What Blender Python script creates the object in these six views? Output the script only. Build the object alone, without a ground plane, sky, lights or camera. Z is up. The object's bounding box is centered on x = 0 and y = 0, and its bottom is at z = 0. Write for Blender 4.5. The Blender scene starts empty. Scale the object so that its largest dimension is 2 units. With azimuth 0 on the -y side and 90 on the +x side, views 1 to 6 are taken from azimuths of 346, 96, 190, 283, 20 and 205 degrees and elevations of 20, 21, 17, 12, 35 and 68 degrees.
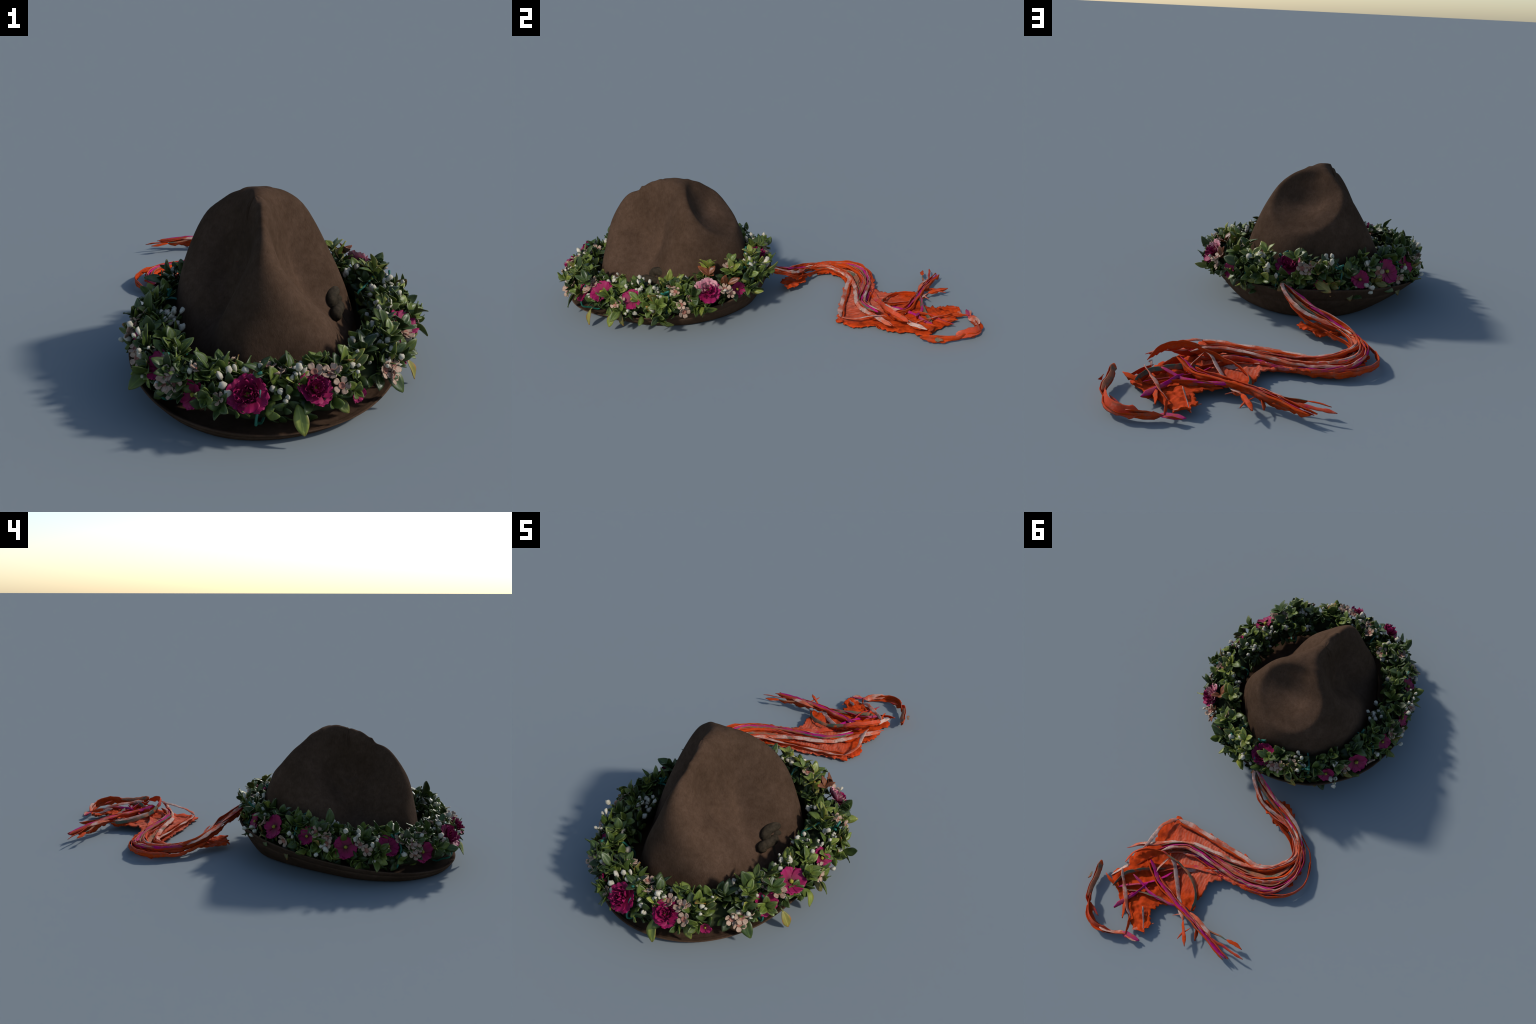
"""A brown felt hat lying on the ground, a wreath of leaves, white buds, wax flowers
and magenta mallows round its crown, and a bundle of coloured ribbons trailing behind."""
import bpy, bmesh, math, random
import numpy as np
from mathutils import Vector, Matrix, noise

rng = random.Random(7)
rad = math.radians
TAU = math.tau


# ------------------------------------------------------------------ helpers
def link(obj, parent=None):
    bpy.context.scene.collection.objects.link(obj)
    if parent is not None:
        obj.parent = parent
    return obj


def mesh_from(name, verts, faces, mats=(), smooth=True, face_mats=None):
    me = bpy.data.meshes.new(name)
    me.from_pydata([tuple(map(float, v)) for v in verts], [], [tuple(map(int, f)) for f in faces])
    for m in mats:
        me.materials.append(m)
    if face_mats is not None:
        me.polygons.foreach_set("material_index", list(face_mats))
    me.polygons.foreach_set("use_smooth", [smooth] * len(me.polygons))
    me.update()
    return me


def recalc(me):
    bm = bmesh.new()
    bm.from_mesh(me)
    bmesh.ops.recalc_face_normals(bm, faces=bm.faces)
    bm.to_mesh(me)
    bm.free()
    return me


def grid_faces(nu, nv, wrap_u=False, start=0):
    """Faces of a grid of nu x nv vertices, index = u * nv + v."""
    out = []
    for u in range(nu if wrap_u else nu - 1):
        a, b = u * nv, ((u + 1) % nu) * nv
        for v in range(nv - 1):
            out.append((start + a + v, start + b + v, start + b + v + 1, start + a + v + 1))
    return out


def catmull(pts, step):
    """Resample control points with a centripetal-like Catmull-Rom curve."""
    P = np.array(pts, float)
    P = np.vstack([2 * P[0] - P[1], P, 2 * P[-1] - P[-2]])
    out = []
    for i in range(1, len(P) - 2):
        n = max(2, int(np.linalg.norm(P[i + 1] - P[i]) / step))
        t = np.linspace(0, 1, n, endpoint=False)[:, None]
        a, b, c, d = P[i - 1], P[i], P[i + 1], P[i + 2]
        out.append(0.5 * (2 * b + (c - a) * t + (2 * a - 5 * b + 4 * c - d) * t ** 2 + (3 * b - a - 3 * c + d) * t ** 3))
    return np.vstack(out + [P[-2:-1]])


def frame_matrix(origin, z_axis, spin=0.0, scale=1.0):
    z = Vector(z_axis).normalized()
    q = z.to_track_quat("Z", "Y")
    return Matrix.Translation(origin) @ q.to_matrix().to_4x4() @ Matrix.Rotation(spin, 4, "Z") @ Matrix.Scale(scale, 4)


def x_frame(origin, x_axis, up, roll=0.0, scale=1.0):
    x = Vector(x_axis).normalized()
    y = Vector(up).cross(x)
    if y.length < 1e-4:
        y = Vector((0, 1, 0)).cross(x)
    y.normalize()
    z = x.cross(y)
    m = Matrix((x, y, z)).transposed().to_4x4()
    return Matrix.Translation(origin) @ m @ Matrix.Rotation(roll, 4, "X") @ Matrix.Scale(scale, 4)


class Heap:
    """Collects many small pieces into one mesh."""

    def __init__(self):
        self.v, self.f, self.n = [], [], 0

    def add(self, verts, faces, matrix=None):
        V = np.asarray(verts, float)
        if matrix is not None:
            M = np.array(matrix)
            V = V @ M[:3, :3].T + M[:3, 3]
        self.v.append(V)
        self.f += [tuple(i + self.n for i in f) for f in faces]
        self.n += len(V)

    def build(self, name, mat, parent, smooth=True):
        me = mesh_from(name, np.vstack(self.v), self.f, [mat], smooth)
        return link(bpy.data.objects.new(name, me), parent)


def tube(points, radii, sides=8):
    P = np.asarray(points, float)
    n = len(P)
    R = np.full(n, radii) if np.isscalar(radii) else np.asarray(radii, float)
    T = np.gradient(P, axis=0)
    verts, up = [], Vector((0.13, 0.31, 0.94))
    for i in range(n):
        t = Vector(T[i]).normalized()
        s = t.cross(up)
        if s.length < 0.1:
            s = t.cross(Vector((1, 0, 0)))
        s.normalize()
        w = s.cross(t)
        up = w
        for k in range(sides):
            a = TAU * k / sides
            verts.append(Vector(P[i]) + (s * math.cos(a) + w * math.sin(a)) * R[i])
    faces = []
    for i in range(n - 1):
        for k in range(sides):
            k2 = (k + 1) % sides
            faces.append((i * sides + k, i * sides + k2, (i + 1) * sides + k2, (i + 1) * sides + k))
    faces.append(tuple(range(sides - 1, -1, -1)))
    faces.append(tuple((n - 1) * sides + k for k in range(sides)))
    return verts, faces


# ------------------------------------------------------------------ materials
def material(name, rough=0.6, spec=0.3):
    m = bpy.data.materials.new(name)
    m.use_nodes = True
    nt = m.node_tree
    b = nt.nodes["Principled BSDF"]
    b.inputs["Roughness"].default_value = rough
    b.inputs["Specular IOR Level"].default_value = spec
    return m, nt, b


def node(nt, kind, **props):
    n = nt.nodes.new(kind)
    for k, v in props.items():
        if k in n.inputs:
            n.inputs[k].default_value = v
        else:
            setattr(n, k, v)
    return n


def coords(nt, output="Object", scale=(1, 1, 1)):
    tc, mp = node(nt, "ShaderNodeTexCoord"), node(nt, "ShaderNodeMapping")
    mp.inputs["Scale"].default_value = scale
    nt.links.new(tc.outputs[output], mp.inputs["Vector"])
    return mp.outputs["Vector"]


def tex_noise(nt, vec, scale, detail=3.0, rough=0.55, distort=0.0):
    n = node(nt, "ShaderNodeTexNoise")
    n.inputs["Scale"].default_value, n.inputs["Detail"].default_value = scale, detail
    n.inputs["Roughness"].default_value, n.inputs["Distortion"].default_value = rough, distort
    nt.links.new(vec, n.inputs["Vector"])
    return n.outputs["Fac"]


def ramp(nt, fac, stops):
    r = node(nt, "ShaderNodeValToRGB")
    e = r.color_ramp.elements
    while len(e) < len(stops):
        e.new(0.5)
    for el, (pos, col) in zip(e, stops):
        el.position, el.color = pos, (*col, 1) if not np.isscalar(col) else (col, col, col, 1)
    nt.links.new(fac, r.inputs["Fac"])
    return r.outputs["Color"]


def mix(nt, fac, a, b, mode="MIX"):
    m = node(nt, "ShaderNodeMix", data_type="RGBA", blend_type=mode)
    for sock, val in ((m.inputs["Factor"], fac), (m.inputs[6], a), (m.inputs[7], b)):
        if hasattr(val, "is_output"):
            nt.links.new(val, sock)
        elif np.isscalar(val):
            sock.default_value = val
        else:
            sock.default_value = (*val, 1)
    return m.outputs[2]


def bump(nt, bsdf, height, strength, distance):
    b = node(nt, "ShaderNodeBump")
    b.inputs["Strength"].default_value, b.inputs["Distance"].default_value = strength, distance
    nt.links.new(height, b.inputs["Height"])
    nt.links.new(b.outputs["Normal"], bsdf.inputs["Normal"])


def felt_material():
    m, nt, b = material("brown_felt", 1.0, 0.03)
    v = coords(nt)
    broad = tex_noise(nt, v, 5.0, 4, 0.6)
    mott = tex_noise(nt, v, 42.0, 4, 0.6)
    fine = tex_noise(nt, coords(nt, scale=(1, 1, 0.45)), 170.0, 3, 0.7, 0.6)
    base = ramp(nt, broad, [(0.3, FELT_DARK), (0.7, FELT_LIGHT)])
    c = mix(nt, 0.75, base, ramp(nt, mott, [(0.32, (0.80, 0.77, 0.73)), (0.68, (1.14, 1.14, 1.16))]), "MULTIPLY")
    c = mix(nt, 0.6, c, ramp(nt, fine, [(0.3, (0.72, 0.72, 0.72)), (0.72, (1.3, 1.3, 1.3))]), "MULTIPLY")
    nt.links.new(c, b.inputs["Base Color"])
    bump(nt, b, fine, 0.25, 0.004)
    return m


def mottled(name, dark, light, scale=30.0, rough=0.5, spec=0.35, extra=None, output="Object", bump_by=0.0):
    """Two tones on noise, with an optional third tone in patches."""
    m, nt, b = material(name, rough, spec)
    v = coords(nt, output)
    n = tex_noise(nt, v, scale, 3)
    c = ramp(nt, n, [(0.3, dark), (0.7, light)])
    if extra is not None:
        tone, amount, esc = extra
        p = tex_noise(nt, v, esc, 2)
        c = mix(nt, ramp(nt, p, [(1 - amount - 0.06, 0.0), (1 - amount + 0.06, 1.0)]), c, tone)
    nt.links.new(c, b.inputs["Base Color"])
    if bump_by:
        bump(nt, b, n, bump_by, 0.003)
    return m


def leaf_material(name, dark, light, edge):
    """A glossy leaf: paler midrib, mottled blade, tinted margin (leaf lies along its own x axis)."""
    m, nt, b = material(name, 0.42, 0.36)
    tc = node(nt, "ShaderNodeTexCoord")
    sep = node(nt, "ShaderNodeSeparateXYZ")
    nt.links.new(tc.outputs["Generated"], sep.inputs["Vector"])
    off = node(nt, "ShaderNodeMath", operation="SUBTRACT")
    nt.links.new(sep.outputs["Y"], off.inputs[0])
    off.inputs[1].default_value = 0.5
    ab = node(nt, "ShaderNodeMath", operation="ABSOLUTE")
    nt.links.new(off.outputs[0], ab.inputs[0])
    info = node(nt, "ShaderNodeObjectInfo")
    add = node(nt, "ShaderNodeVectorMath", operation="ADD")
    nt.links.new(tc.outputs["Object"], add.inputs[0])
    nt.links.new(info.outputs["Location"], add.inputs[1])
    n = tex_noise(nt, add.outputs[0], 35.0, 3)
    c = ramp(nt, n, [(0.3, dark), (0.72, light)])
    c = mix(nt, ramp(nt, ab.outputs[0], [(0.0, 0.55), (0.06, 0.0)]), c, tuple(min(1, 1.7 * x + 0.01) for x in light))
    c = mix(nt, ramp(nt, ab.outputs[0], [(0.36, 0.0), (0.5, 0.7)]), c, edge)
    tipf = ramp(nt, sep.outputs["X"], [(0.86, 0.0), (1.0, 0.55)])
    c = mix(nt, tipf, c, edge)
    br = node(nt, "ShaderNodeHueSaturation")
    val = node(nt, "ShaderNodeMapRange")
    val.inputs["To Min"].default_value, val.inputs["To Max"].default_value = 0.6, 1.35
    nt.links.new(info.outputs["Random"], val.inputs["Value"])
    nt.links.new(val.outputs[0], br.inputs["Value"])
    nt.links.new(c, br.inputs["Color"])
    nt.links.new(br.outputs["Color"], b.inputs["Base Color"])
    return m


def petal_material(name, core, mid, rim):
    """Petal: dark throat at its base (x = 0), veined towards the frilled rim."""
    m, nt, b = material(name, 0.6, 0.25)
    tc = node(nt, "ShaderNodeTexCoord")
    sep = node(nt, "ShaderNodeSeparateXYZ")
    nt.links.new(tc.outputs["Generated"], sep.inputs["Vector"])
    c = ramp(nt, sep.outputs["X"], [(0.1, core), (0.45, mid), (0.95, rim)])
    veins = node(nt, "ShaderNodeTexWave", wave_type="BANDS", bands_direction="Y")
    veins.inputs["Scale"].default_value, veins.inputs["Distortion"].default_value = 5.0, 2.5
    nt.links.new(tc.outputs["Generated"], veins.inputs["Vector"])
    c = mix(nt, 0.45, c, ramp(nt, veins.outputs["Fac"], [(0.2, (0.68, 0.6, 0.68)), (0.8, (1.15, 1.1, 1.15))]), "MULTIPLY")
    n = tex_noise(nt, tc.outputs["Object"], 90.0, 3)
    c = mix(nt, 0.5, c, ramp(nt, n, [(0.3, (0.65, 0.6, 0.65)), (0.7, (1.2, 1.2, 1.2))]), "MULTIPLY")
    nt.links.new(c, b.inputs["Base Color"])
    return m


def ribbon_material(name, main, second, amount, third=None, third_amount=0.0):
    m, nt, b = material(name, 0.8, 0.07)
    v = coords(nt)
    n1 = tex_noise(nt, v, 13.0, 3, 0.6)
    c = mix(nt, ramp(nt, n1, [(1 - amount - 0.07, 0.0), (1 - amount + 0.07, 1.0)]), main, second)
    if third is not None:
        n2 = tex_noise(nt, coords(nt, scale=(1, 1.2, 1)), 19.0, 2, 0.5)
        c = mix(nt, ramp(nt, n2, [(1 - third_amount - 0.06, 0.0), (1 - third_amount + 0.06, 1.0)]), c, third)
    dirt = tex_noise(nt, coords(nt, scale=(1, 1, 2)), 34.0, 3, 0.65, 1.2)
    c = mix(nt, ramp(nt, dirt, [(0.52, 0.0), (0.68, 0.6)]), c, (0.16, 0.085, 0.055))
    fine = tex_noise(nt, v, 160.0, 3, 0.6)
    c = mix(nt, 0.5, c, ramp(nt, fine, [(0.3, (0.75, 0.72, 0.7)), (0.7, (1.15, 1.15, 1.15))]), "MULTIPLY")
    nt.links.new(c, b.inputs["Base Color"])
    bump(nt, b, fine, 0.2, 0.002)
    return m


def mat_sheet_material():
    """Orange web under the ribbons: salmon and cross-ribbed in the middle stretch, orange towards the ends."""
    m, nt, b = material("orange_web", 0.8, 0.07)
    v = coords(nt)
    sep = node(nt, "ShaderNodeSeparateXYZ")
    nt.links.new(v, sep.inputs["Vector"])
    d = node(nt, "ShaderNodeVectorMath", operation="DISTANCE")
    nt.links.new(v, d.inputs[0])
    d.inputs[1].default_value = (0.08, 0.48, 0.02)
    n = tex_noise(nt, v, 9.0, 4, 0.6)
    sub = node(nt, "ShaderNodeMath", operation="MULTIPLY_ADD")
    nt.links.new(n, sub.inputs[0])
    sub.inputs[1].default_value = 0.22
    nt.links.new(d.outputs["Value"], sub.inputs[2])
    f = ramp(nt, sub.outputs[0], [(0.2, 1.0), (0.33, 0.0)])
    orange = ramp(nt, tex_noise(nt, v, 22.0, 4, 0.6), [(0.3, ORANGE_DARK), (0.5, ORANGE), (0.75, ORANGE_RED)])
    wave = node(nt, "ShaderNodeTexWave", wave_type="BANDS", bands_direction="X")
    wave.inputs["Scale"].default_value, wave.inputs["Distortion"].default_value = 22.0, 9.0
    wave.inputs["Detail"].default_value = 2.0
    nt.links.new(v, wave.inputs["Vector"])
    rib = mix(nt, ramp(nt, wave.outputs["Fac"], [(0.1, 0.0), (0.9, 1.0)]), SALMON_DARK, SALMON)
    c = mix(nt, f, orange, rib)
    fine = tex_noise(nt, v, 110.0, 3)
    c = mix(nt, 0.4, c, ramp(nt, fine, [(0.3, (0.75, 0.72, 0.7)), (0.7, (1.15, 1.15, 1.15))]), "MULTIPLY")
    nt.links.new(c, b.inputs["Base Color"])
    bump(nt, b, wave.outputs["Fac"], 0.10, 0.002)
    return m


FELT_DARK, FELT_LIGHT = (0.044, 0.0262, 0.0162), (0.072, 0.0432, 0.0282)
ORANGE_DARK, ORANGE, ORANGE_RED = (0.20, 0.018, 0.004), (0.43, 0.042, 0.004), (0.44, 0.040, 0.010)
SALMON_DARK, SALMON = (0.44, 0.070, 0.032), (0.48, 0.125, 0.075)

FELT = felt_material()
KNOT = mottled("dark_leather_cord", (0.016, 0.012, 0.007), (0.042, 0.031, 0.019), 70, 0.85, 0.1, bump_by=0.5)
LEAVES = {
    "dark": leaf_material("dark_green_leaf", (0.017, 0.033, 0.007), (0.046, 0.073, 0.013), (0.060, 0.072, 0.015)),
    "mid": leaf_material("green_leaf", (0.040, 0.063, 0.010), (0.092, 0.122, 0.019), (0.115, 0.105, 0.02)),
    "light": leaf_material("fresh_green_leaf", (0.095, 0.122, 0.016), (0.18, 0.205, 0.036), (0.20, 0.13, 0.028)),
    "red": leaf_material("rust_edged_leaf", (0.09, 0.085, 0.016), (0.15, 0.13, 0.026), (0.28, 0.065, 0.018)),
    "rust": leaf_material("rust_leaf", (0.085, 0.026, 0.008), (0.19, 0.055, 0.014), (0.26, 0.05, 0.01)),
}
FOLIAGE = mottled("foliage", (0.028, 0.048, 0.008), (0.105, 0.140, 0.022), 28, 0.45, 0.3, ((0.16, 0.19, 0.034), 0.36, 16))
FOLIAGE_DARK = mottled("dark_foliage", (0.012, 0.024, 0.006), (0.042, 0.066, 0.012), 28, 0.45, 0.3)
STEM = mottled("green_stem", (0.07, 0.09, 0.025), (0.14, 0.15, 0.05), 40)
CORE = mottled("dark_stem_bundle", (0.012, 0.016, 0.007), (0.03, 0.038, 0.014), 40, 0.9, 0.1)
WHITE = mottled("white_bud", (0.28, 0.26, 0.19), (0.56, 0.51, 0.42), 40, 0.7, 0.2, output="Object")
WAX_PETAL = mottled("wax_flower_petal", (0.19, 0.125, 0.085), (0.39, 0.27, 0.20), 70, 0.6, 0.25)
WAX_CUP = mottled("wax_flower_cup", (0.17, 0.055, 0.04), (0.30, 0.13, 0.09), 90, 0.6, 0.25)
MAGENTA = petal_material("mallow_petal", (0.075, 0.002, 0.013), (0.195, 0.003, 0.045), (0.255, 0.004, 0.070))
FADED = petal_material("faded_mallow_petal", (0.33, 0.03, 0.10), (0.45, 0.10, 0.18), (0.55, 0.30, 0.30))
STAMEN = mottled("stamen", (0.13, 0.11, 0.012), (0.34, 0.32, 0.04), 160, 0.8, 0.2)
TEAL = mottled("teal_wire", (0.006, 0.07, 0.05), (0.012, 0.13, 0.09), 40, 0.5, 0.4)
RIBBONS = {
    "pale": ribbon_material("pale_pink_ribbon", (0.46, 0.30, 0.25), (0.46, 0.10, 0.05), 0.48, (0.20, 0.14, 0.10), 0.31),
    "magenta": ribbon_material("magenta_ribbon", (0.36, 0.008, 0.14), (0.36, 0.045, 0.09), 0.44, (0.40, 0.05, 0.02), 0.34),
    "rose": ribbon_material("rose_ribbon", (0.44, 0.055, 0.022), (0.48, 0.17, 0.12), 0.38, (0.38, 0.018, 0.07), 0.34),
    "green": ribbon_material("grey_green_ribbon", (0.075, 0.095, 0.065), (0.30, 0.10, 0.05), 0.46, (0.44, 0.06, 0.012), 0.34),
    "orange": ribbon_material("orange_ribbon", ORANGE, (0.44, 0.055, 0.02), 0.40, (0.22, 0.030, 0.008), 0.27),
}
WEB = mat_sheet_material()

# ------------------------------------------------------------------ the thing
hat = link(bpy.data.objects.new("flower_wreathed_hat", None))
hat["label"] = "brown felt hat with flower wreath and trailing orange ribbons"
hat["category"] = "decorated hat"

# ------------------------------------------------------------------ crown
BRIM_CENTRE = np.array([-0.03, -0.5])


def fourier(c, ph):
    return c[0] + sum(c[2 * k - 1] * math.cos(k * ph) + c[2 * k] * math.sin(k * ph) for k in range(1, len(c) // 2 + 1))


SOLE = (0.4002, -0.0153, 0.0094, -0.0404, 0.0362, 0.0049, -0.0070, 0.0027, 0.0049)      # radius of the ground contact
RIM = (0.4776, -0.0197, 0.0440, -0.0245, 0.0166, -0.0011, 0.0010, -0.0017, 0.0025)       # radius of the turned-up edge
RISE = (0.0811, -0.0092, 0.0613, -0.0056, -0.0051, 0.0002, -0.0004)                       # height of the edge


CROWN_CENTRE = np.array([-0.06, -0.46, 0.10])
SQUAT = 0.45                 # the dome is described with its height squeezed by this factor
# The pinched crown is a dome whose distance from CROWN_CENTRE is a short Fourier series in
# azimuth; each harmonic's weight runs from the top of the dome to its foot as a uniform
# cubic B-spline with ten control values.
HARMONICS = np.array([
    [0.1989, 0.2267, 0.1992, 0.1866, 0.1864, 0.207, 0.2583, 0.3132, 0.3498, 0.3824],  # round
    [-0.0175, 0.0253, 0.0535, 0.0191, 0.0218, 0.0076, 0.0067, 0.0201, 0.0267, 0.0335],  # cos 1
    [0.1364, -0.0147, 0.0152, 0.0242, 0.0426, 0.0406, 0.0552, 0.0525, 0.0273, -0.0073],  # sin 1
    [-0.0252, -0.0808, -0.075, -0.0253, -0.0476, -0.0496, -0.0677, -0.0556, -0.0279, 0.0071],  # cos 2
    [-0.1482, 0.0164, 0.0158, 0.009, 0.0222, 0.0158, 0.0155, 0.0182, 0.0229, 0.0124],  # sin 2
    [0.8616, -0.0439, -0.0058, 0.0003, 0.0012, 0.0212, 0.0095, -0.0041, -0.0031, 0.0015],  # cos 3
    [3.3117, 0.0118, 0.0326, 0.008, 0.0112, 0.0343, 0.0417, 0.0237, 0.0021, -0.0388],  # sin 3
    [-1.5659, 0.0525, 0.0305, 0.003, 0.0108, -0.0059, -0.0005, -0.0063, 0.002, 0.0051],  # cos 4
    [-17.3492, 0.0646, 0.0097, -0.0017, 0.0042, 0.0066, 0.005, 0.0031, -0.0025, -0.0283],  # sin 4
    [-3.3296, 0.0423, -0.0095, -0.0006, -0.0181, -0.0219, -0.009, 0.0037, 0.0072, 0.0087],  # cos 5
    [17.8996, 0.0232, -0.0087, -0.0005, -0.0124, -0.0102, 0.0033, 0.0173, -0.0012, -0.0368],  # sin 5
    [-0.0362, 0.0018, -0.0058, -0.0017, -0.0061, -0.0039, -0.003, 0.0056, 0.0109, 0.0147],  # cos 6
    [-2.8849, 0.0032, -0.0006, 0.0002, -0.0012, 0.0015, -0.0032, 0.0043, 0.0058, 0.0045],  # sin 6
    [4.6654, -0.0097, 0.0012, 0.0012, 0.0049, -0.0028, -0.0045, -0.0023, -0.0014, -0.0042],  # cos 7
    [28.5, -0.0088, -0.0007, 0.0007, 0.0034, -0.0017, -0.0005, 0.0022, 0.0027, 0.0099],  # sin 7
    [-0.6503, 0.0013, 0.0006, 0.0009, 0.0021, -0.0029, 0.0018, -0.0005, -0.0092, -0.0181],  # cos 8
    [-28.6834, 0.0125, -0.0019, 0.0001, -0.004, -0.0052, 0.0021, 0.0014, -0.0004, 0.0123],  # sin 8
    [-2.6767, -0.0079, 0.0018, -0.0009, -0.0014, -0.0004, -0.001, 0.0001, -0.0013, -0.0105],  # cos 9
    [26.2903, 0.002, -0.0005, -0.0005, -0.0023, -0.0032, 0.001, -0.0005, -0.0022, 0.0021],  # sin 9
])
NB = HARMONICS.shape[1]


def crown_radius(az, el):
    """az, el in radians (arrays) -> distance of the felt from CROWN_CENTRE."""
    az, el = np.broadcast_arrays(np.asarray(az, float), np.asarray(el, float))
    q = np.clip((math.pi / 2 - el) / rad(95), 0, 0.99999)
    v = q * (NB - 3)
    j = np.floor(v).astype(int)
    f = v - j
    w = ((1 - f) ** 3 / 6, (3 * f ** 3 - 6 * f * f + 4) / 6, (-3 * f ** 3 + 3 * f * f + 3 * f + 1) / 6, f ** 3 / 6)

    def weight(row):
        return sum(w[b] * HARMONICS[row][j + b] for b in range(4))
    out = weight(0)
    for k in range(1, len(HARMONICS) // 2 + 1):
        soft = np.minimum(1, q / 0.3) ** min(k, 4)
        out = out + soft * (weight(2 * k - 1) * np.cos(k * az) + weight(2 * k) * np.sin(k * az))
    return out


def inside_crown(p, margin=0.0):
    d = (np.asarray(p, float) - CROWN_CENTRE) * (1, 1, SQUAT)
    el = max(math.atan2(d[2], math.hypot(d[0], d[1])), rad(-5))
    return np.linalg.norm(d) < float(crown_radius(math.atan2(d[1], d[0]), el)) + margin


def build_crown():
    na, els = 180, np.radians(np.linspace(0, 90, 80)[:-1])
    verts = []
    for a in range(na):
        az = TAU * a / na
        r = crown_radius(np.full(len(els), az), els)
        ring = np.stack([r * np.cos(els) * math.cos(az), r * np.cos(els) * math.sin(az), r * np.sin(els) / SQUAT], 1) + CROWN_CENTRE
        out = np.array([math.cos(az), math.sin(az), 0.0])
        base = ring[0]
        foot = [base + out * k + np.array([0, 0, z - base[2]]) for k, z in ((0.022, 0.026), (0.010, 0.038), (0.006, 0.060), (0.002, 0.082))]
        for p in foot + list(ring):
            n = noise.noise(Vector(p) * 9) * 0.0022 + noise.noise(Vector(p) * 24) * 0.0008
            p = p + np.array([math.cos(az), math.sin(az), 0.3]) * n
            if p[2] < 0.13:                                   # the foot stays inside the turned-up brim
                d = p[:2] - BRIM_CENTRE
                ph, now = math.atan2(d[1], d[0]), math.hypot(*d)
                rs, rr, z = fourier(SOLE, ph), fourier(RIM, ph), fourier(RISE, ph)
                room = rs + (rr - rs) * min(1, max(0, p[2] - 0.01) / z) ** 0.8 - 0.022
                if now > room and p[2] < z:
                    p[:2] = BRIM_CENTRE + d * room / now
            verts.append(p)
    nv = len(els) + 4
    faces = grid_faces(na, nv, True)
    top = len(verts)
    verts.append(CROWN_CENTRE + np.array([0, 0, float(crown_radius(0.0, rad(90))) / SQUAT]))
    faces += [(a * nv + nv - 1, ((a + 1) % na) * nv + nv - 1, top) for a in range(na)]
    me = recalc(mesh_from("crown", verts, faces, [FELT]))
    bm = bmesh.new()
    bm.from_mesh(me)
    bm.verts.ensure_lookup_table()
    tip = bm.verts[top].co.copy()
    for k in range(44):                                       # the felt is evenly rounded, most of all where the meridians meet
        reach = 1.0 if k < 4 else 0.05
        near = [v for v in bm.verts if v.co.z > 0.12 and (v.co - tip).length < reach]
        bmesh.ops.smooth_vert(bm, verts=near, factor=0.5, use_axis_x=True, use_axis_y=True, use_axis_z=True)
    # the round dish pressed into the back has a soft but definite rim
    centre, e1, e2 = Vector((0.0, -0.222, 0.458)), Vector((0.30, -0.035, -0.07)).normalized(), Vector((0.075, -0.212, 0.207))
    face = e2.cross(e1).normalized()
    face = face if face.y > 0 else -face
    e2 = face.cross(e1).normalized()
    for v in bm.verts:
        d = v.co - centre
        if d.dot(face) < -0.12 or v.co.z < 0.2:
            continue
        rho = math.hypot(d.dot(e1) / 0.150, d.dot(e2) / 0.150)
        if rho < 1.5:
            push = -0.0065 * min(1.0, max(0.0, 1.02 - rho) / 0.22) ** 0.8 + 0.004 * math.exp(-((rho - 1.08) / 0.13) ** 2)
            v.co += face * push
    bm.to_mesh(me)
    bm.free()
    return link(bpy.data.objects.new("crown", me), hat)


# ------------------------------------------------------------------ brim
def brim_floor(ph):
    return 0.022 + 0.012 * (1 + math.sin(ph)) * 0.5


def build_brim():
    na, verts = 180, []
    nv = None
    for a in range(na):
        ph = TAU * a / na
        rs, rr, z = fourier(SOLE, ph), fourier(RIM, ph), max(0.024, fourier(RISE, ph))
        fl = brim_floor(ph)
        prof = [(0.235, fl + 0.012), (0.29, fl + 0.002), (rs * 0.90, fl)]                      # upper face
        for h in (0.12, 0.3, 0.5, 0.7, 0.86):
            prof.append((rs + (rr - rs) * h ** 0.8 - 0.016 * (1 - 0.35 * h), max(fl, z * h + 0.004)))
        prof += [(rr - 0.011, z - 0.002), (rr - 0.006, z + 0.0015), (rr - 0.001, z - 0.001)]   # rounded lip
        for h in (0.93, 0.82, 0.72, 0.655, 0.63, 0.60, 0.55, 0.42, 0.28, 0.14, 0.05):          # outside, stitched groove
            groove = -0.0055 * math.exp(-((h - 0.635) / 0.035) ** 2)
            prof.append((rs + (rr - rs) * h ** 0.8 + groove, z * h))
        prof += [(rs - 0.004, 0.0), (rs * 0.8, 0.004), (0.235, 0.008)]
        nv = len(prof)
        for r, zz in prof:
            p = Vector((BRIM_CENTRE[0] + r * math.cos(ph), BRIM_CENTRE[1] + r * math.sin(ph), zz))
            k = 0.004 * noise.noise(p * 7) * min(1, max(0, (r - 0.3) / 0.1))
            verts.append(p + Vector((math.cos(ph) * k, math.sin(ph) * k, 0.35 * k * (zz > 0.012))))
    faces = grid_faces(na, nv, True) + [(a * nv + nv - 1, ((a + 1) % na) * nv + nv - 1, ((a + 1) % na) * nv, a * nv) for a in range(na)]
    me = recalc(mesh_from("brim", verts, faces, [FELT]))
    return link(bpy.data.objects.new("brim", me), hat)


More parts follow.
